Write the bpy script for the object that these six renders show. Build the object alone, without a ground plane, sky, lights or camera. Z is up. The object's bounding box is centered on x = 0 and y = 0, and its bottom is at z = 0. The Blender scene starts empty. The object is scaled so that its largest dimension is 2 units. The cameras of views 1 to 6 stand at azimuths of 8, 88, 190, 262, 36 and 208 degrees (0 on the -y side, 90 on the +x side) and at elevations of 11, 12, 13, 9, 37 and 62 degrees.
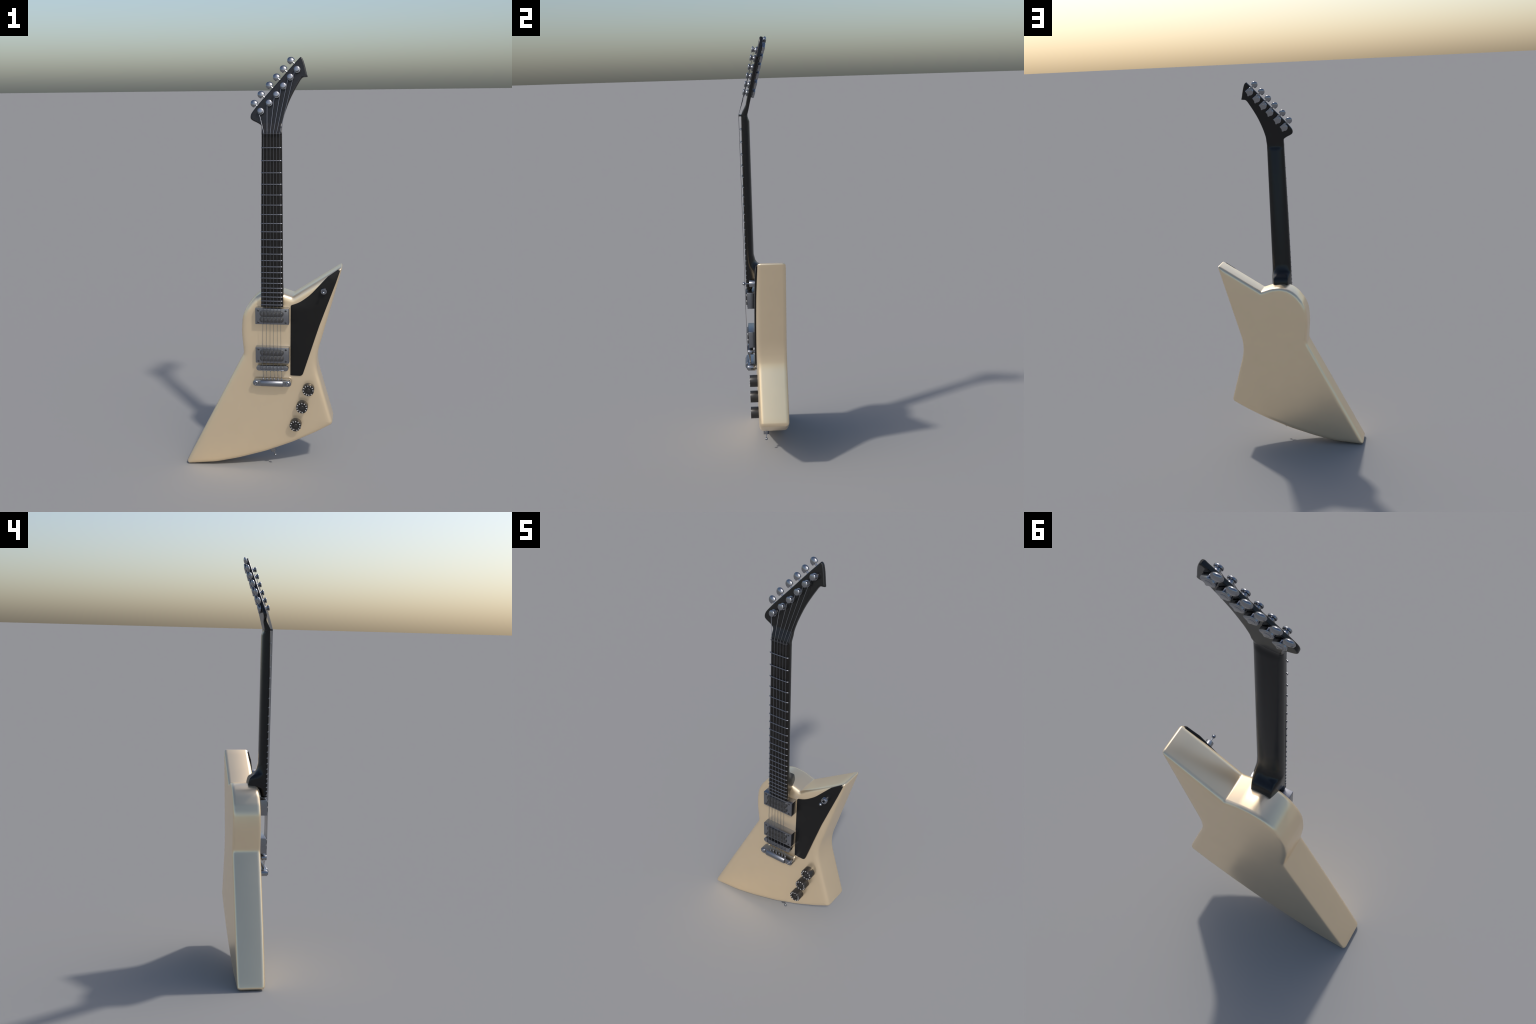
# Electric guitar with an angular, lightning-like body, standing upright on its lower bout tip.
import bpy, math
from mathutils import Vector, Matrix

# ------------------------------------------------------------------ materials
def principled(name, color, metallic=0.0, rough=0.4, spec=0.5, coat=0.0, grain=0.0, scale=60.0,
               bump=0.0, rough_var=0.0):
    m = bpy.data.materials.new(name)
    m.use_nodes = True
    nt = m.node_tree
    b = nt.nodes["Principled BSDF"]
    b.inputs["Metallic"].default_value = metallic
    b.inputs["Roughness"].default_value = rough
    b.inputs["Specular IOR Level"].default_value = spec
    b.inputs["Coat Weight"].default_value = coat
    b.inputs["Coat Roughness"].default_value = 0.15
    b.inputs["Base Color"].default_value = (*color, 1)
    if grain or bump or rough_var:
        tc = nt.nodes.new("ShaderNodeTexCoord")
        nz = nt.nodes.new("ShaderNodeTexNoise")
        nz.inputs["Scale"].default_value = scale
        nz.inputs["Detail"].default_value = 5.0
        nt.links.new(tc.outputs["Object"], nz.inputs["Vector"])
    if grain:
        cr = nt.nodes.new("ShaderNodeValToRGB")
        lo, hi = [tuple(c * k for c in color) for k in (1 - grain, 1 + grain)]
        cr.color_ramp.elements[0].position, cr.color_ramp.elements[0].color = 0.3, (*lo, 1)
        cr.color_ramp.elements[1].position, cr.color_ramp.elements[1].color = 0.7, (*hi, 1)
        nt.links.new(nz.outputs["Fac"], cr.inputs["Fac"])
        nt.links.new(cr.outputs["Color"], b.inputs["Base Color"])
    if rough_var:
        mr = nt.nodes.new("ShaderNodeMapRange")
        mr.inputs["To Min"].default_value = rough - rough_var
        mr.inputs["To Max"].default_value = rough + rough_var
        nt.links.new(nz.outputs["Fac"], mr.inputs["Value"])
        nt.links.new(mr.outputs["Result"], b.inputs["Roughness"])
    if bump:
        bp = nt.nodes.new("ShaderNodeBump")
        bp.inputs["Strength"].default_value = bump
        bp.inputs["Distance"].default_value = 0.001
        nt.links.new(nz.outputs["Fac"], bp.inputs["Height"])
        nt.links.new(bp.outputs["Normal"], b.inputs["Normal"])
    return m

CREAM = principled("cream_lacquer", (0.955, 0.775, 0.530), metallic=0.8, rough=0.30, grain=0.012, scale=9)
BLACK = principled("black_lacquer", (0.0078, 0.0080, 0.0085), metallic=0.2, rough=0.24, grain=0.05, scale=30)
GUARD = principled("black_plastic", (0.0105, 0.0103, 0.0103), metallic=0.5, rough=0.38, grain=0.04, scale=40)
BOARD = principled("warm_black_board", (0.0115, 0.0108, 0.0100), metallic=0.5, rough=0.42, grain=0.12, scale=70)
CHROME = principled("dull_chrome", (0.31, 0.32, 0.345), metallic=1.0, rough=0.24, rough_var=0.04, scale=120)
STEEL = principled("pickup_steel", (0.27, 0.28, 0.305), metallic=1.0, rough=0.30, grain=0.08, scale=300)
SATIN = principled("satin_chrome", (0.26, 0.27, 0.295), metallic=1.0, rough=0.42, grain=0.06, scale=250)  # base colour darkened below the chrome to mute the tailpiece bar's highlight
DARKMETAL = principled("dark_bobbin", (0.13, 0.13, 0.13), metallic=1.0, rough=0.38, grain=0.06, scale=200)
POLE = principled("pole_steel", (0.17, 0.172, 0.18), metallic=1.0, rough=0.42)
SCREW = principled("dark_screw", (0.11, 0.11, 0.115), metallic=1.0, rough=0.35)
WIRE = principled("string_wire", (0.26, 0.27, 0.30), metallic=1.0, rough=0.28)
NUTBLACK = principled("nut_black", (0.014, 0.014, 0.016), metallic=0.0, rough=0.25)
KNOB = principled("knob_black", (0.018, 0.017, 0.016), metallic=0.0, rough=0.35, grain=0.06, scale=60)
WHITE = principled("white_mark", (0.72, 0.72, 0.72), metallic=0.0, rough=0.4)

# ------------------------------------------------------------------ helpers
ROOT = bpy.data.objects.new("electric_guitar", None)
bpy.context.scene.collection.objects.link(ROOT)
ROOT["label"] = "angular cream electric guitar with black neck and grey metal hardware"
ROOT["category"] = "electric guitar"

def link(ob, parent):
    bpy.context.scene.collection.objects.link(ob)
    ob.parent = parent if parent else ROOT
    return ob

def make_mesh(name, verts, faces, mat, angle=35):
    me = bpy.data.meshes.new(name)
    me.from_pydata([tuple(v) for v in verts], [], faces)
    me.validate()
    me.materials.append(mat)
    me.shade_smooth()
    if angle:
        me.set_sharp_from_angle(angle=math.radians(angle))
    me.update()
    return me

def fix_normals(me):
    import bmesh
    bm = bmesh.new(); bm.from_mesh(me)
    bmesh.ops.recalc_face_normals(bm, faces=bm.faces)
    bm.to_mesh(me); bm.free()

def part(name, verts, faces, mat, parent=None, angle=35):
    me = make_mesh(name, verts, faces, mat, None)
    fix_normals(me)
    me.shade_smooth()
    if angle:
        me.set_sharp_from_angle(angle=math.radians(angle))
    return link(bpy.data.objects.new(name, me), parent)

def clone(src, parent, matrix):
    ob = src.copy()
    link(ob, parent)
    ob.matrix_local = matrix
    return ob

def fillet_outline(corners, inset=0.0, seg=8):
    """corners: (u, v, radius) of a closed outline; returns it moved inwards by `inset` with rounded corners."""
    n = len(corners)
    area = sum(corners[i][0] * corners[(i + 1) % n][1] - corners[(i + 1) % n][0] * corners[i][1] for i in range(n))
    if area < 0:
        corners = corners[::-1]
    P = [Vector(c[:2]) for c in corners]
    R = [c[2] for c in corners]
    d = [(P[(i + 1) % n] - P[i]).normalized() for i in range(n)]
    nin = [Vector((-e.y, e.x)) for e in d]
    out = []
    for i in range(n):
        a, b = d[i - 1], d[i]
        na, nb = nin[i - 1], nin[i]
        cr = a.x * b.y - a.y * b.x
        k = 1.0 + na.dot(nb)
        q = P[i] + (na + nb) * (inset / k)
        th = math.atan2(cr, a.dot(b))
        r = R[i]
        r = max(r - inset, 0.0006) if cr > 0 else r + inset
        if abs(th) < 1e-3:
            out += [q.copy() for _ in range(seg + 1)]
            continue
        tl = r * math.tan(abs(th) / 2)
        s = 1 if cr > 0 else -1
        start = q - a * tl
        c = start + nin[i - 1] * (r * s)
        for j in range(seg + 1):
            ang = th * j / seg
            v = start - c
            out.append(c + Vector((v.x * math.cos(ang) - v.y * math.sin(ang), v.x * math.sin(ang) + v.y * math.cos(ang))))
    return out

def plate(corners, profile, mapping, seg=8):
    """profile: (inset, depth) from the first face round the edge to the other; mapping(u, v, depth) -> point."""
    verts, faces = [], []
    m = None
    for ins, dep in profile:
        ring = fillet_outline(corners, ins, seg)
        m = len(ring)
        verts += [mapping(p.x, p.y, dep) for p in ring]
    for k in range(len(profile) - 1):
        for i in range(m):
            j = (i + 1) % m
            faces.append((k * m + i, k * m + j, (k + 1) * m + j, (k + 1) * m + i))
    faces.append(tuple(range(m))[::-1])
    faces.append(tuple(range((len(profile) - 1) * m, len(profile) * m)))
    return verts, faces

def slab(d0, d1, r, k=3):
    """edge profile of a slab between depths d0 < d1 with rounded edges of radius r."""
    p = []
    for i in range(k + 1):
        a = math.pi / 2 * i / k
        p.append((r * (1 - math.sin(a)), d0 + r * (1 - math.cos(a))))
    for i in range(k + 1):
        a = math.pi / 2 * i / k
        p.append((r * (1 - math.cos(a)), d1 - r * (1 - math.sin(a))))
    return p

def lathe(profile, seg=24):
    """profile: (radius, height) along local z; closes at the ends."""
    verts, faces = [], []
    for r, h in profile:
        for i in range(seg):
            a = 2 * math.pi * i / seg
            verts.append((r * math.cos(a), r * math.sin(a), h))
    for k in range(len(profile) - 1):
        for i in range(seg):
            j = (i + 1) % seg
            faces.append((k * seg + i, k * seg + j, (k + 1) * seg + j, (k + 1) * seg + i))
    faces.append(tuple(range(seg))[::-1])
    faces.append(tuple(range((len(profile) - 1) * seg, len(profile) * seg)))
    return verts, faces

def aim(loc, axis, up=(0, 0, 1)):
    """matrix that puts local z along `axis` at `loc`."""
    zv = Vector(axis).normalized()
    xv = Vector(up).cross(zv)
    if xv.length < 1e-4:
        xv = Vector((1, 0, 0))
    xv.normalize()
    yv = zv.cross(xv)
    return Matrix(((xv.x, yv.x, zv.x, loc[0]), (xv.y, yv.y, zv.y, loc[1]), (xv.z, yv.z, zv.z, loc[2]), (0, 0, 0, 1)))

def tube(points, r, seg=8):
    verts, faces = [], []
    pts = [Vector(p) for p in points]
    for k, p in enumerate(pts):
        t = (pts[min(k + 1, len(pts) - 1)] - pts[max(k - 1, 0)]).normalized()
        x = t.cross(Vector((0, 1, 0.01))).normalized()
        y = t.cross(x)
        for i in range(seg):
            a = 2 * math.pi * i / seg
            verts.append(p + x * (r * math.cos(a)) + y * (r * math.sin(a)))
    for k in range(len(pts) - 1):
        for i in range(seg):
            j = (i + 1) % seg
            faces.append((k * seg + i, k * seg + j, (k + 1) * seg + j, (k + 1) * seg + i))
    faces.append(tuple(range(seg))[::-1])
    faces.append(tuple(range((len(pts) - 1) * seg, len(pts) * seg)))
    return verts, faces

def smooth_curve(table):
    """monotone cubic through (s, value) pairs."""
    xs = [a for a, _ in table]; ys = [b for _, b in table]
    n = len(xs)
    h = [xs[i + 1] - xs[i] for i in range(n - 1)]
    dl = [(ys[i + 1] - ys[i]) / h[i] for i in range(n - 1)]
    m = [dl[0]] + [0.0] * (n - 2) + [dl[-1]]
    for i in range(1, n - 1):
        if dl[i - 1] * dl[i] > 0:
            w1, w2 = 2 * h[i] + h[i - 1], h[i] + 2 * h[i - 1]
            m[i] = (w1 + w2) / (w1 / dl[i - 1] + w2 / dl[i])
    def f(s):
        if s <= xs[0]: return ys[0]
        if s >= xs[-1]: return ys[-1]
        i = max(k for k in range(n - 1) if xs[k] <= s)
        t = (s - xs[i]) / h[i]
        return ((2 * t**3 - 3 * t**2 + 1) * ys[i] + (t**3 - 2 * t**2 + t) * h[i] * m[i]
                + (-2 * t**3 + 3 * t**2) * ys[i + 1] + (t**3 - t**2) * h[i] * m[i + 1])
    return f

FRONT = lambda u, v, d: (u, d, v)     # outline in the x/z plane, depth along y

# ------------------------------------------------------------------ body
Y_FRONT, Y_BACK = -0.0445, 0.0975
BODY = [(-0.3936, -0.0012, 0.012), (-0.235, 0.0150, 0.35), (-0.12, 0.0420, 0.6), (0.02, 0.0858, 0.7), (0.15, 0.1388, 0.7),
        (0.26, 0.1935, 0.7), (0.3475, 0.2440, 0.020),
        (0.2582, 0.5594, 0.25), (0.3890, 1.031, 0.007), (0.150, 0.8785, 0.010),
        (0.095, 0.8968, 0.10), (0.045, 0.9020, 0.10), (-0.006, 0.8908, 0.12), (-0.044, 0.859, 0.12), (-0.074, 0.8185, 0.10),
        (-0.0920, 0.777, 0.12), (-0.0992, 0.705, 0.4), (-0.0880, 0.5905, 0.045)]
body_profile = [(0.040, 0.0), (0.028, 0.0004), (0.018, 0.0016), (0.011, 0.0040), (0.006, 0.0074),
                (0.0025, 0.0120), (0.0007, 0.0172), (0.0, 0.0230)]
prof = [(i, Y_FRONT + d) for i, d in body_profile]
prof += [(i, Y_BACK - d) for i, d in [(0.0, 0.018), (0.0012, 0.0110), (0.0045, 0.0055), (0.0095, 0.0020), (0.017, 0.0005), (0.026, 0.0)]]
front_bow = smooth_curve([(-0.1, 0.0090), (0.0, 0.0066), (0.1, 0.0042), (0.25, 0.0018), (0.42, 0.0004), (0.52, 0.0), (0.62, 0.0006), (0.75, 0.0024), (0.9, 0.0054), (1.04, 0.0090)])
v, f = plate(BODY, prof, FRONT, seg=8)
body = part("body", v, f, CREAM, angle=60)
import bmesh
bm = bmesh.new(); bm.from_mesh(body.data)        # the front is gently bowed along its length
for k in range(-2, 26):
    zz = k * 0.04
    bmesh.ops.bisect_plane(bm, geom=[g for g in bm.verts[:] + bm.edges[:] + bm.faces[:]], plane_co=(0, 0, zz), plane_no=(0, 0, 1))
for vert in bm.verts:
    vert.co.y += front_bow(vert.co.z) * max(0.0, min(1.0, (0.06 - vert.co.y) / 0.09))
bm.to_mesh(body.data); bm.free()
body.data.shade_smooth(); body.data.set_sharp_from_angle(angle=math.radians(60))

# ------------------------------------------------------------------ pickguard (its tip bends back over the horn)
GUARD_OUT = [(0.1430, 0.8385, 0.008), (0.185, 0.8525, 0.15), (0.237, 0.8918, 0.25), (0.2793, 0.9382, 0.5), (0.3191, 0.9815, 0.01),
             (0.3665, 1.0145, 0.004), (0.3765, 1.0095, 0.004), (0.357, 0.9505, 0.03), (0.280, 0.7416, 0.8), (0.2060, 0.5120, 0.03),
             (0.198, 0.4890, 0.018), (0.1410, 0.4905, 0.004)]
guard_bow = smooth_curve([(0.48, 0.0), (0.60, 0.0008), (0.675, 0.0022), (0.7665, 0.0045), (0.8885, 0.0080), (0.98, 0.0110), (1.04, 0.0140)])
def guard_map(u, w, d):
    a = (u - 0.3191) * 0.632 + (w - 0.9815) * 0.775
    return (u, d + guard_bow(w) + 0.07 * max(0.0, a), w)
v, f = plate(GUARD_OUT, slab(-0.0515, -0.0425, 0.0022), FRONT, seg=6)
guard = part("pickguard", v, f, GUARD, angle=40)
bm = bmesh.new(); bm.from_mesh(guard.data)      # crease across the tip, then bend it back
for k in range(12):
    bmesh.ops.bisect_plane(bm, geom=bm.verts[:] + bm.edges[:] + bm.faces[:], plane_co=(0, 0, 0.52 + 0.04 * k), plane_no=(0, 0, 1))
bmesh.ops.bisect_plane(bm, geom=bm.verts[:] + bm.edges[:] + bm.faces[:], plane_co=(0.3191, 0, 0.9815), plane_no=(0.632, 0, 0.775))
for vert in bm.verts:
    vert.co = guard_map(vert.co.x, vert.co.z, vert.co.y)
bm.to_mesh(guard.data); bm.free()
guard.data.shade_smooth(); guard.data.set_sharp_from_angle(angle=math.radians(30))

# ------------------------------------------------------------------ neck and headstock: one lofted surface
TILT = math.radians(13.3)
HO = Vector((0, -0.0546, 1.7012))
HT = Vector((0, math.sin(TILT), math.cos(TILT)))
HN = Vector((0, -math.cos(TILT), math.sin(TILT)))
def head(x, t, n):
    return Vector((x, 0, 0)) + HO + HT * t + HN * n
HEAD_THICK = 0.0165

left_edge = smooth_curve([(-0.06, 0.0138), (-0.0315, 0.0130), (-0.015, 0.0118), (-0.008, 0.0085), (-0.003, 0.002), (0.002, -0.006),
                          (0.0165, -0.034), (0.021, -0.0385), (0.0276, -0.0408), (0.035, -0.0405), (0.043, -0.0385), (0.056, -0.0308),
                          (0.0675, -0.0222), (0.0819, -0.0108), (0.1692, 0.0648), (0.3, 0.1790), (0.3065, 0.1853)])
right_edge = smooth_curve([(-0.06, 0.1070), (-0.0319, 0.1062), (-0.0065, 0.1066), (0.035, 0.1145), (0.072, 0.1260), (0.1145, 0.1420),
                           (0.153, 0.1608), (0.19, 0.1813), (0.2085, 0.1935), (0.2125, 0.200), (0.2140, 0.207), (0.2147, 0.2195),
                           (0.225, 0.2168), (0.2945, 0.1968), (0.302, 0.1920), (0.3065, 0.1860)])
neck_left = smooth_curve([(0.83, 0.0045), (1.164, 0.0072), (1.64, 0.0138)])
neck_right = smooth_curve([(0.83, 0.1098), (1.164, 0.1096), (1.64, 0.1070)])

Z_END, Z_NUT = 0.836, 1.652
BOARD_FRONT, BOARD_BACK = -0.0768, -0.0725
crown = smooth_curve([(0.83, -0.0808), (1.11, -0.0807), (1.395, -0.0797), (1.522, -0.0787), (1.63, -0.0772), (1.66, -0.0768)])
back_curve = smooth_curve([(0.836, -0.054), (0.86, -0.047), (0.875, -0.042), (0.884, -0.020), (0.891, 0.009), (0.897, 0.0132), (0.905, 0.0124), (0.918, 0.0098), (0.928, 0.0060), (0.935, 0.0008),
                           (0.941, -0.0060), (0.948, -0.0150), (0.957, -0.0240), (0.970, -0.0320), (0.988, -0.0385), (1.01, -0.0400), (1.626, -0.0398), (1.640, -0.0448), (1.648, -0.0472),
                           (1.657, -0.0478), (1.665, -0.0462), (1.675, -0.0439)])
front_curve = smooth_curve([(0.83, BOARD_BACK), (1.6515, BOARD_BACK), (1.6525, BOARD_FRONT), (1.656, -0.0765), (1.662, -0.0745),
                            (1.675, -0.0685), (1.690, -0.0602), (1.700, -0.0553)])
heelness = smooth_curve([(0.83, 1.0), (0.925, 1.0), (0.98, 0.0), (1.7, 0.0)])
flatness = smooth_curve([(1.61, 0.0), (1.675, 1.0)])

def contour(xl, xr, F, B, rl, rr, df, db, rfl, rfr, k=6, chamfer=0.0):
    """section ring: front corners with x-radius rfl/rfr and depth df, back corners rl/rr and depth db."""
    depth = (B - F).length
    dn = (B - F) / depth
    pts = []
    def arc(cx, cd, rx, rd, a0, a1, ch=0.0):
        for i in range(k + 1):
            q = i / k
            a = a0 + (a1 - a0) * q
            c = (1 - ch) * math.cos(a) + ch * ((1 - q) * math.cos(a0) + q * math.cos(a1))
            s = (1 - ch) * math.sin(a) + ch * ((1 - q) * math.sin(a0) + q * math.sin(a1))
            pts.append(Vector((cx + rx * c, 0, 0)) + F + dn * (cd + rd * s))
    h = math.pi / 2
    w = xr - xl
    def flat(cd, left_r, right_r, order):
        m = min(0.005, 0.2 * max(0.0, w - left_r - right_r))
        for x in ((xr - right_r - m, xl + left_r + m) if order else (xl + left_r + m, xr - right_r - m)):
            pts.append(Vector((x, 0, 0)) + F + dn * cd)
    arc(xr - rr, depth - db, rr, db, 0, h, chamfer)
    flat(depth, rl, rr, True)
    arc(xl + rl, depth - db, rl, db, h, 2 * h, chamfer)
    arc(xl + rfl, df, rfl, df, 2 * h, 3 * h)
    flat(0.0, rfl, rfr, False)
    arc(xr - rfr, df, rfr, df, 3 * h, 4 * h)
    return pts

sections, section_z = [], []
zs = [0.836, 0.845, 0.86, 0.875, 0.880, 0.884, 0.888, 0.891, 0.894, 0.897, 0.905, 0.912, 0.920, 0.926, 0.930, 0.933, 0.9355, 0.938, 0.940,
      0.942, 0.944, 0.9465, 0.949, 0.954, 0.962, 0.972, 1.002, 1.626, 1.640, 1.644, 1.648,
      1.6515, 1.6525, 1.656, 1.659, 1.662, 1.666, 1.671, 1.675]
for z in zs:
    t = (z - 1.7) / math.cos(TILT)
    xl = neck_left(z) if z < 1.64 else left_edge(t)
    xr = neck_right(z) if z < 1.64 else right_edge(t)
    F = Vector((0, front_curve(z), z)); B = Vector((0, back_curve(z), z))
    hx = (xr - xl) / 2
    he, fl = heelness(z), flatness(z)
    depth = (B - F).length
    rx = (1 - fl) * ((1 - he) * 0.96 * hx + he * 0.36 * hx) + fl * 0.006
    rd = (1 - fl) * ((1 - he) * 0.86 * depth + he * 0.62 * depth) + fl * 0.006
    if z < 0.88: rd = min(rd, 0.6 * depth)
    rf = 0.0004 if z < Z_NUT else 0.0004 + 0.004 * min(1, (z - Z_NUT) / 0.02)
    sections.append(contour(xl, xr, F, B, 0.6 * rx if he > 0.5 and z > 0.88 else rx, rx, rf, rd, rf, rf, chamfer=0.75 * he)); section_z.append(z)
NECK_COUNT = zs.index(1.6525) + 1
ts = [-0.018, -0.013, -0.010, -0.008, -0.0055, -0.003, -0.0005, 0.002, 0.0055, 0.009, 0.013, 0.0165, 0.0188, 0.021, 0.024, 0.0276, 0.031, 0.035,
      0.039, 0.043, 0.049, 0.056, 0.062, 0.0675, 0.0745, 0.0819, 0.095, 0.11, 0.13, 0.15, 0.17, 0.19, 0.20, 0.2085, 0.2107, 0.2125, 0.2134,
      0.2140, 0.2144, 0.2147, 0.219, 0.225, 0.24, 0.255, 0.27, 0.285, 0.2945, 0.2985, 0.302, 0.3045, 0.3058, 0.3065]
for t in ts:
    e = 0.0004
    sl = (left_edge(t + e) - left_edge(t - e)) / (2 * e)
    sr = (right_edge(t + e) - right_edge(t - e)) / (2 * e)
    xl, xr = left_edge(t), right_edge(t)
    w = xr - xl
    near_tip = max(0.0, min(1.0, (0.3065 - t) / 0.006))
    r = 0.0050
    rl = min(r * math.sqrt(1 + sl * sl), 0.30 * w, 0.014)
    rr = min(r * math.sqrt(1 + sr * sr), 0.30 * w, 0.014)
    base = head(0, t, 0)
    F = base.copy()
    if t < 0.004:                      # scooped ramp from the fingerboard down to the head
        F.y = min(F.y, front_curve(base.z)) if base.z < 1.70 else F.y
    B = head(0, t, -HEAD_THICK)
    shrink = 0.0045 * (1 - near_tip) ** 2
    F = F - HN * shrink
    B = B + HN * shrink
    sections.append(contour(xl, xr, F, B, rl, rr, 0.0048, 0.0042, rl, rr))
    section_z.append(base.z)

m = len(sections[0])
all_v = [p for s in sections for p in s]
faces_neck, faces_head = [], []
for k in range(len(sections) - 1):
    dst = faces_neck if k < NECK_COUNT - 1 else faces_head
    for i in range(m):
        j = (i + 1) % m
        dst.append((k * m + i, k * m + j, (k + 1) * m + j, (k + 1) * m + i))
faces_neck.append(tuple(range(m))[::-1])
faces_head.append(tuple(range((len(sections) - 1) * m, len(sections) * m)))
whole = make_mesh("whole", all_v, faces_neck + faces_head, BLACK, None)
fix_normals(whole)
normals = [n.vector.copy() for n in whole.vertex_normals]
flip = whole.polygons[10].normal.dot(make_mesh("probe", all_v, faces_neck, BLACK, None).polygons[10].normal) < 0
def region(name, faces, lo, hi):
    vs = all_v[lo * m:hi * m]
    fs = [tuple(i - lo * m for i in (fc[::-1] if flip else fc)) for fc in faces]
    me = make_mesh(name, vs, fs, BLACK, None)
    me.normals_split_custom_set_from_vertices([normals[i] for i in range(lo * m, hi * m)])
    return link(bpy.data.objects.new(name, me), None)
neck = region("neck", faces_neck, 0, NECK_COUNT)
headstock = region("headstock", faces_head, NECK_COUNT - 1, len(sections))

# ------------------------------------------------------------------ fretboard, nut, frets
b0, b1 = 0.838, Z_NUT - 0.001
verts, faces = [], []
N = 24
for k in range(N + 1):
    z = b0 + (b1 - b0) * k / N
    xl, xr = neck_left(z), neck_right(z)
    prof2 = [(xl, BOARD_BACK)]
    for u in (-1, -0.98, -0.95, -0.91, -0.86, -0.4, 0, 0.4, 0.86, 0.91, 0.95, 0.98, 1):     # playing surface with rolled edges
        prof2.append(((xl + xr) / 2 + (xr - xl) / 2 * u, min(crown(z) + 0.0004 * u * u + 0.0050 * max(0.0, (abs(u) - 0.86) / 0.14) ** 2, BOARD_BACK - 0.0008)))
    prof2.append((xr, BOARD_BACK))
    RING = len(prof2)
    verts += [(x, y, z) for x, y in prof2]
for k in range(N):
    for i in range(RING):
        j = (i + 1) % RING
        faces.append((k * RING + i, k * RING + j, (k + 1) * RING + j, (k + 1) * RING + i))
faces.append(tuple(range(RING))[::-1]); faces.append(tuple(range(N * RING, N * RING + RING)))
fretboard = part("fretboard", verts, faces, BOARD, angle=50)

NUT_Z = 1.6545
v, f = plate([(-0.041, -0.0036, 0.0033), (0.041, -0.0036, 0.0033), (0.041, 0.0036, 0.0033), (-0.041, 0.0036, 0.0033)],
             slab(-0.0890, -0.0755, 0.0018), FRONT, seg=5)
nut = part("nut", v, f, NUTBLACK)
nut.location = (0.0615, 0, NUT_Z)

SCALE, Z_BRIDGE = 1.1195, 0.534
wire = [(-0.5, 0.0058), (-0.497, 0.0050), (-0.48, 0.0030), (-0.45, 0.0014), (-0.40, 0.0006), (-0.20, 0.0001), (0.0, 0.0)]
wire += [(-x, y) for x, y in wire[-2::-1]]
verts, faces = [], []
for k, (x, y) in enumerate(wire):
    r = 0.0010 if k in (0, len(wire) - 1) else 0.0025
    for i in range(10):
        a = 2 * math.pi * i / 10
        verts.append((x, y + r * math.cos(a), r * math.sin(a)))
for k in range(len(wire) - 1):
    for i in range(10):
        j = (i + 1) % 10
        faces.append((k * 10 + i, k * 10 + j, (k + 1) * 10 + j, (k + 1) * 10 + i))
faces.append(tuple(range(10))); faces.append(tuple(range((len(wire) - 1) * 10, len(wire) * 10)))
fret_y = smooth_curve([(0.83, -0.0800), (1.1, -0.0802), (1.6, -0.0838)])
first = None
for n in range(1, 23):
    z = Z_BRIDGE + SCALE * 2 ** (-n / 12)
    xl, xr = neck_left(z) - 0.0018, neck_right(z) - 0.0008
    if first is None:
        fret = first = part("fret", verts, faces, WIRE, angle=60)
    else:
        fret = link(first.copy(), fretboard)
    fret.parent = fretboard
    fret.matrix_local = Matrix.Translation(((xl + xr) / 2, fret_y(z), z)) @ Matrix.Diagonal((xr - xl, 1, 1, 1))

# ------------------------------------------------------------------ tuning machines
POSTS = [(0.0076, 0.0537), (0.0457, 0.0912), (0.0792, 0.1295), (0.1101, 0.1693), (0.1409, 0.2097), (0.1712, 0.2449)]
BUTTONS = [(-0.0270, 0.0963), (0.0045, 0.1380), (0.0422, 0.1807), (0.0747, 0.2183), (0.1060, 0.2563), (0.1398, 0.2953)]
OUT = Vector((-0.760, 0.650))      # from the head edge towards the buttons
SIDE = Vector((0.650, 0.760))
head_rot = Matrix(((1, 0, 0, 0), (0, HT.y, HN.y, 0), (0, HT.z, HN.z, 0), (0, 0, 0, 1)))   # local (x, t, n) -> world
housing = [(0.0514, -0.0318, 0.002), (0.0236, -0.0098, 0.005)]
housing += [(0.0262 + 0.0182 * math.cos(math.radians(a)), -0.0378 + 0.0182 * math.sin(math.radians(a)), 0.002) for a in range(128, 281, 19)]
housing += [(0.0354, -0.0608, 0.004), (0.0422, -0.0576, 0.004), (0.0418, -0.0480, 0.003)]
hv, hf = plate(housing, slab(-0.0322, -0.0160, 0.0042, 4), lambda u, w, d: (u, w, d), seg=4)
# button: flattened dome with a flat inner face, on a shaft
bv, bf = [], []
rings = [(-0.0100, 0.006), (-0.0105, 0.0148), (-0.0085, 0.0164), (-0.002, 0.0173), (0.0045, 0.0170), (0.0105, 0.0143), (0.0158, 0.0088),
         (0.0182, 0.0035), (0.0186, 0.0005)]
SEG = 14
for a, w in rings:
    for i in range(SEG):
        p = 2 * math.pi * i / SEG
        q = OUT * a + SIDE * (w * math.cos(p))
        bv.append((q.x, q.y, 0.50 * w * math.sin(p)))
for k in range(len(rings) - 1):
    for i in range(SEG):
        j = (i + 1) % SEG
        bf.append((k * SEG + i, k * SEG + j, (k + 1) * SEG + j, (k + 1) * SEG + i))
bf.append(tuple(range(SEG))[::-1]); bf.append(tuple(range((len(rings) - 1) * SEG, len(rings) * SEG)))
sv, sf = tube([(*(OUT * a), 0.0) for a in (-0.009, -0.013, -0.0131, -0.032)], 0.0044, 10)
sv = [Vector(p) for p in sv]
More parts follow.
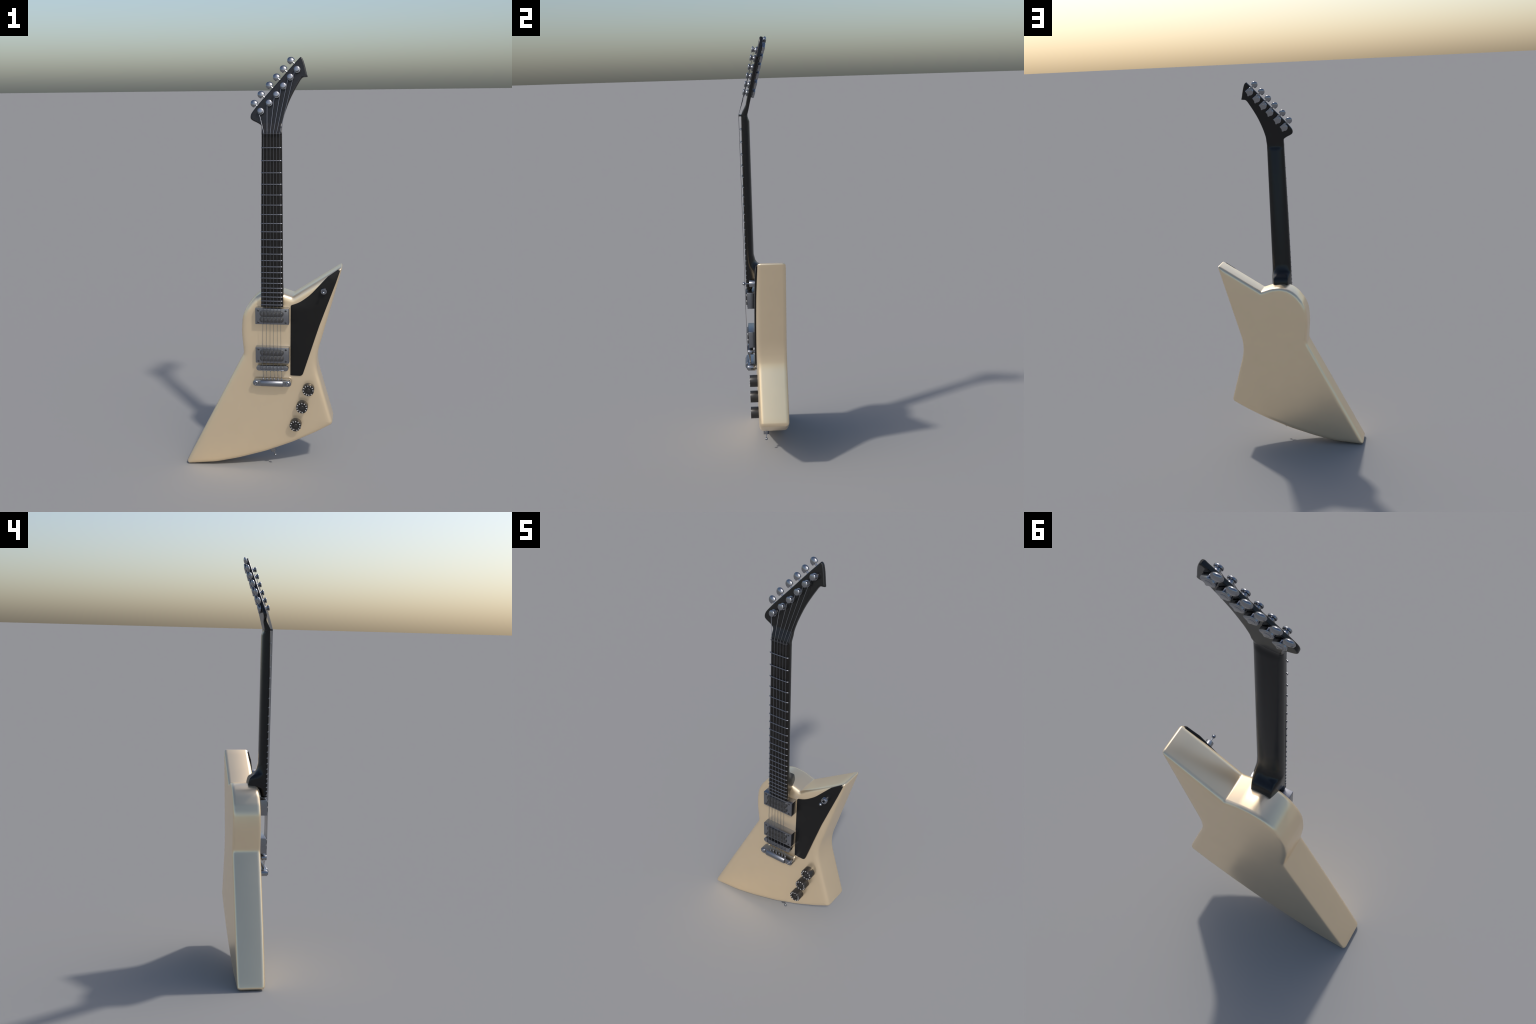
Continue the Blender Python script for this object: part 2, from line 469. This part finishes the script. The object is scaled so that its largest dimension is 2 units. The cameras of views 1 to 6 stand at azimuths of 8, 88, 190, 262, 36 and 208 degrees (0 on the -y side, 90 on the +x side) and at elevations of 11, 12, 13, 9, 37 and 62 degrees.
post_profile = [(0.0150, -0.001), (0.0155, 0.0005), (0.0155, 0.0050), (0.0145, 0.0066), (0.0100, 0.0074), (0.0088, 0.0090), (0.0088, 0.0150), (0.0100, 0.0166),
                (0.0128, 0.0172), (0.0136, 0.0184), (0.0136, 0.0222), (0.0126, 0.0234), (0.0090, 0.0241), (0.0040, 0.0245)]
pv, pf = lathe(post_profile, 24)
disc_v, disc_f = lathe([(0.0105, 0.0), (0.0105, 0.0006), (0.0096, 0.0012), (0.0040, 0.0016)], 24)
protos = None
for (px, pt), (bx, bt) in zip(POSTS, BUTTONS):
    world = Matrix.Translation(HO) @ head_rot
    if protos is None:
        tm = part("tuning_machine", hv, hf, CHROME)
        bu = part("tuning_button", bv, bf, CHROME, tm, angle=42)
        sh = part("tuning_shaft", sv, sf, CHROME, tm)
        po = part("tuning_post", pv, pf, CHROME, tm, angle=40)
        di = part("gear_cap", disc_v, disc_f, CHROME, tm)
        protos = (tm, bu, sh, po, di)
    else:
        tm = link(protos[0].copy(), None)
        bu, sh, po, di = [link(o.copy(), tm) for o in protos[1:]]
    tm.matrix_local = world @ Matrix.Translation((bx, bt, 0))
    bu.matrix_local = Matrix.Translation((0, 0, -0.0240))
    sh.matrix_local = Matrix.Translation((0, 0, -0.0240))
    po.matrix_local = Matrix.Translation((px - bx, pt - bt, 0))
    di.matrix_local = Matrix.Translation((0.0265, -0.036, -0.0320)) @ Matrix.Rotation(math.pi, 4, 'X')

# ------------------------------------------------------------------ pickups
pv_, pf_ = plate([(-0.0805, -0.0388, 0.0015), (0.0805, -0.0388, 0.0015), (0.0805, 0.0388, 0.0015), (-0.0805, 0.0388, 0.0015)],
                 slab(0.0, 0.036, 0.0012, 2), FRONT, seg=3)
cv, cf = plate([(-0.0575, -0.0146, 0.0143), (0.0575, -0.0146, 0.0143), (0.0575, 0.0146, 0.0143), (-0.0575, 0.0146, 0.0143)],
               slab(-0.0055, 0.002, 0.0018, 2), FRONT, seg=8)
pole_v, pole_f = lathe([(0.0056, 0.0), (0.0056, 0.0010), (0.0052, 0.0013)], 18)
screw_v, screw_f = lathe([(0.0050, 0.0), (0.0050, 0.0008), (0.0042, 0.0013)], 16)
proto = None
for zc, yf, tilt in ((0.7903, -0.0785, 0.0), (0.5978, -0.0780, 0.0)):
    if proto is None:
        pk = part("pickup", pv_, pf_, STEEL)
        bob0 = part("bobbin", cv, cf, DARKMETAL, pk)
        pol0 = part("pole_piece", pole_v, pole_f, POLE, pk)
        scr0 = part("pickup_screw", screw_v, screw_f, SCREW, pk)
        proto = pk
        fresh = True
    else:
        pk = link(proto.copy(), None)
        fresh = False
    pk.location = (0.0562, yf, zc)
    for r, dz in enumerate((0.0146, -0.0146)):
        bob = bob0 if fresh and r == 0 else link(bob0.copy(), pk)
        bob.location = (-0.0015, 0, dz)
        for c in range(6):
            pol = pol0 if fresh and r == 0 and c == 0 else link(pol0.copy(), pk)
            pol.matrix_local = aim((-0.0015 + (c - 2.5) * 0.0182, -0.0050, dz), (0, -1, 0))
    for c, (sx, sz) in enumerate(((-0.0662, 0.0286), (0.0655, 0.0286), (-0.0662, -0.0286), (0.0655, -0.0286))):
        scr = scr0 if fresh and c == 0 else link(scr0.copy(), pk)
        scr.matrix_local = aim((sx, 0.0002, sz), (0, -1, 0))

# ------------------------------------------------------------------ bridge
BX0, BX1, BZ = -0.0209, 0.1335, 0.5342
v, f = plate([(BX0, BZ - 0.0128, 0.0125), (BX1, BZ - 0.0128, 0.0125), (BX1, BZ + 0.0128, 0.0125), (BX0, BZ + 0.0128, 0.0125)],
             slab(-0.0800, -0.0580, 0.0016, 2), FRONT, seg=8)
bridge = part("bridge", v, f, CHROME)
for x0, x1 in ((BX0, -0.0005), (0.1125, BX1)):
    left = x0 < 0
    out = [(x0, BZ - 0.0128, 0.0125 if left else 0.0008), (x1, BZ - 0.0128, 0.0008 if left else 0.0125),
           (x1, BZ + 0.0128, 0.0008 if left else 0.0125), (x0, BZ + 0.0128, 0.0125 if left else 0.0008)]
    v, f = plate(out, slab(-0.0838, -0.0790, 0.0014, 2), FRONT, seg=6)
    part("bridge_end", v, f, CHROME, bridge)
for z0 in (BZ - 0.0122, BZ + 0.0100):
    v, f = plate([(-0.0012, z0, 0.0004), (0.1132, z0, 0.0004), (0.1132, z0 + 0.0024, 0.0004), (-0.0012, z0 + 0.0024, 0.0004)],
                 slab(-0.0836, -0.0790, 0.0005, 2), FRONT, seg=2)
    part("bridge_rail", v, f, CHROME, bridge)
STRING_BRIDGE = [0.0105 + i * 0.01775 for i in range(6)]
v, f = plate([(-0.0074, -0.0085, 0.0008), (0.0074, -0.0085, 0.0008), (0.0074, 0.0088, 0.0008), (-0.0074, 0.0088, 0.0008)],
             slab(-0.0042, 0.002, 0.0010, 2), lambda u, w, d: (u, d + 0.0018 * abs(w) / 0.0088, w), seg=3)
screw_mesh = lathe([(0.0020, 0.0), (0.0020, 0.006), (0.0012, 0.0075)], 10)
sad = None
for i, x in enumerate(STRING_BRIDGE):
    if sad is None:
        sad = s = part("saddle", v, f, STEEL, bridge)
        sc = s0 = part("saddle_screw", *screw_mesh, CHROME, bridge)
    else:
        s = link(sad.copy(), bridge); sc = link(s0.copy(), bridge)
    s.location = (x + 0.0015, -0.0800, BZ + (i % 3 - 1) * 0.0012)
    sc.matrix_local = aim((x + 0.0015, -0.0815, BZ - 0.0098), (0, -0.35, -1))
stud = None
for x in (-0.006, 0.1185):
    if stud is None:
        stud = s = part("bridge_post", *lathe([(0.0075, 0.0), (0.0075, 0.004), (0.011, 0.0042), (0.011, 0.009), (0.0055, 0.0095), (0.0055, 0.018)], 20), CHROME, bridge)
    else:
        s = link(stud.copy(), bridge)
    s.matrix_local = aim((x, -0.0430, BZ), (0, -1, 0))

# ------------------------------------------------------------------ tailpiece
TX0, TX1, TZ = -0.0385, 0.1481, 0.4597
v, f = plate([(TX0, TZ - 0.0154, 0.0152), (TX1, TZ - 0.0154, 0.0152), (TX1, TZ + 0.0154, 0.0152), (TX0, TZ + 0.0154, 0.0152)],
             slab(-0.0865, -0.0505, 0.0020, 2), FRONT, seg=8)
tail = part("tailpiece", v, f, CHROME)
bar_prof = []
verts, faces = [], []
K = 14
sec = [(-0.080, TZ + 0.0150)] + [(-0.0845 - 0.0135 * math.sin(math.pi * i / K), TZ + 0.0160 * math.cos(math.pi * i / K)) for i in range(K + 1)] + [(-0.080, TZ - 0.0150)]
for x, s in ((-0.0005, 0.92), (0.0010, 1.0), (0.1065, 1.0), (0.1080, 0.92)):
    verts += [(x, -0.084 + (y + 0.084) * s, TZ + (z - TZ) * s) for y, z in sec]
L = len(sec)
for k in range(3):
    for i in range(L):
        j = (i + 1) % L
        faces.append((k * L + i, k * L + j, (k + 1) * L + j, (k + 1) * L + i))
faces.append(tuple(range(L))); faces.append(tuple(range(3 * L, 4 * L))[::-1])
part("tailpiece_bar", verts, faces, SATIN, tail, angle=40)
first = None
for x in (-0.0223, 0.1310):
    if first is None:
        st = first = part("tailpiece_stud", *lathe([(0.0110, 0.0), (0.0110, 0.0478), (0.0098, 0.0492), (0.0062, 0.0500), (0.0056, 0.0460), (0.0034, 0.0455), (0.0022, 0.0478), (0.0006, 0.0482)], 22), CHROME, tail, angle=40)
    else:
        st = link(first.copy(), tail)
    st.matrix_local = aim((x, -0.0420, TZ), (0, -1, 0))

# ------------------------------------------------------------------ strings
STRING_NUT = [0.0258 + i * 0.0146 for i in range(6)]
POST_END = [(-0.0018, 0.0420), (0.0301, 0.0790), (0.0645, 0.1200), (0.0961, 0.1585), (0.1262, 0.1985), (0.1560, 0.2370)]
ball = None
for i in range(6):
    xb, xn = STRING_BRIDGE[i], STRING_NUT[i]
    px, pt = POSTS[i]
    dirn = Vector((px - xn, pt + 0.045)).normalized()
    ex, et = px - 0.0088, pt - 0.001
    end = head(ex, et, 0.0122)
    r = 0.00108 - 0.00006 * i
    pts = [(xb + 0.0016, -0.0735, 0.4765), (xb + 0.0010, -0.0800, 0.5120), (xb, -0.0862, Z_BRIDGE - 0.004), (xb, -0.0868, Z_BRIDGE), (xb, -0.0868, Z_BRIDGE + 0.004)]
    for k in range(1, 8):
        q = k / 8
        pts.append((xb + (xn - xb) * q, -0.0868 - 0.0016 * q, Z_BRIDGE + (NUT_Z - Z_BRIDGE) * q))
    pts += [(xn, -0.0886, NUT_Z - 0.003), (xn, -0.0888, NUT_Z), (xn, -0.0880, NUT_Z + 0.003)]
    nutp = Vector(pts[-1])
    for k in range(1, 5):
        pts.append(tuple(nutp.lerp(end, k / 4)))
    for k in range(1, 9):      # wrap round the post
        a = math.pi + k * math.pi / 5
        pts.append(tuple(head(px + 0.0088 * math.cos(a), pt - 0.001 - 0.0088 * math.sin(a) * -1, 0.0122 - 0.0003 * k)))
    part("string", *tube(pts, r, 8), WIRE, angle=60)
    bl = part("string_ball", *lathe([(0.0005, -0.0042), (0.0028, -0.0033), (0.0041, -0.0012), (0.0041, 0.0012), (0.0028, 0.0033), (0.0005, 0.0042)], 12), CHROME, tail) if ball is None else link(ball.copy(), tail)
    ball = ball or bl
    bl.matrix_local = Matrix.Translation((xb + 0.0016, -0.0745, 0.4785))

# ------------------------------------------------------------------ control knobs
knob_prof = [(0.0280, 0.0), (0.0280, 0.0378), (0.0272, 0.0392), (0.0190, 0.0392), (0.0178, 0.0382), (0.0172, 0.0345), (0.0105, 0.0345), (0.0100, 0.0372), (0.0088, 0.0380)]
kv, kf = lathe(knob_prof, 40)
tick_v, tick_f = plate([(0.0202, -0.0013, 0.0005), (0.0262, -0.0013, 0.0005), (0.0262, 0.0013, 0.0005), (0.0202, 0.0013, 0.0005)], slab(0.0385, 0.0398, 0.0003, 1), lambda u, w, d: (u, w, d), seg=2)
kn0 = None
for x, z, gap in ((0.2290, 0.4262, -25), (0.1985, 0.3370, -60), (0.1668, 0.2435, -95)):
    if kn0 is None:
        kn = kn0 = part("control_knob", kv, kf, KNOB, angle=30)
        tk0 = part("tick_mark", tick_v, tick_f, WHITE, kn)
        fresh = True
    else:
        kn = link(kn0.copy(), None); fresh = False
    # local x stays world x, local y is world z, local z points out of the body
    kn.matrix_local = Matrix(((1, 0, 0, x), (0, 0, -1, -0.0408), (0, 1, 0, z), (0, 0, 0, 1)))
    for i in range(11):
        tk = tk0 if fresh and i == 0 else link(tk0.copy(), kn)
        tk.matrix_local = Matrix.Rotation(math.radians(gap + 25 + i * 31), 4, 'Z')

# ------------------------------------------------------------------ toggle switch and output jack (same collar, lever and ball)
collar = lathe([(0.0145, 0.0), (0.0145, 0.0285), (0.0135, 0.0298), (0.0098, 0.0300), (0.0088, 0.0292), (0.0080, 0.0200), (0.0010, 0.0198)], 28)
lever = lathe([(0.0026, 0.016), (0.0022, 0.0468), (0.0044, 0.0478), (0.0064, 0.0505), (0.0072, 0.0540), (0.0064, 0.0575), (0.0044, 0.0600), (0.0006, 0.0611)], 18)
switch = part("toggle_switch", *collar, CHROME, angle=40)
switch.matrix_local = aim((0.3012, -0.0375, 0.9140), (0, -1, 0))
lv = part("switch_lever", *lever, CHROME, switch, angle=50)
jack = link(switch.copy(), None); jack.name = "output_jack"
jack.matrix_local = aim((0.0430, -0.0070, 0.1055), (0.37, 0, -0.929), up=(0, 1, 0)) @ Matrix.Diagonal((0.92, 0.92, 0.92, 1))
tip = link(lv.copy(), jack); tip.name = "jack_tip"

# ------------------------------------------------------------------ tidy: rest on z = 0
for me in list(bpy.data.meshes):
    if me.users == 0:
        bpy.data.meshes.remove(me)
bpy.context.view_layer.update()
low = min((o.matrix_world @ v.co).z for o in (body,) for v in o.data.vertices)
ROOT.location.z = -low
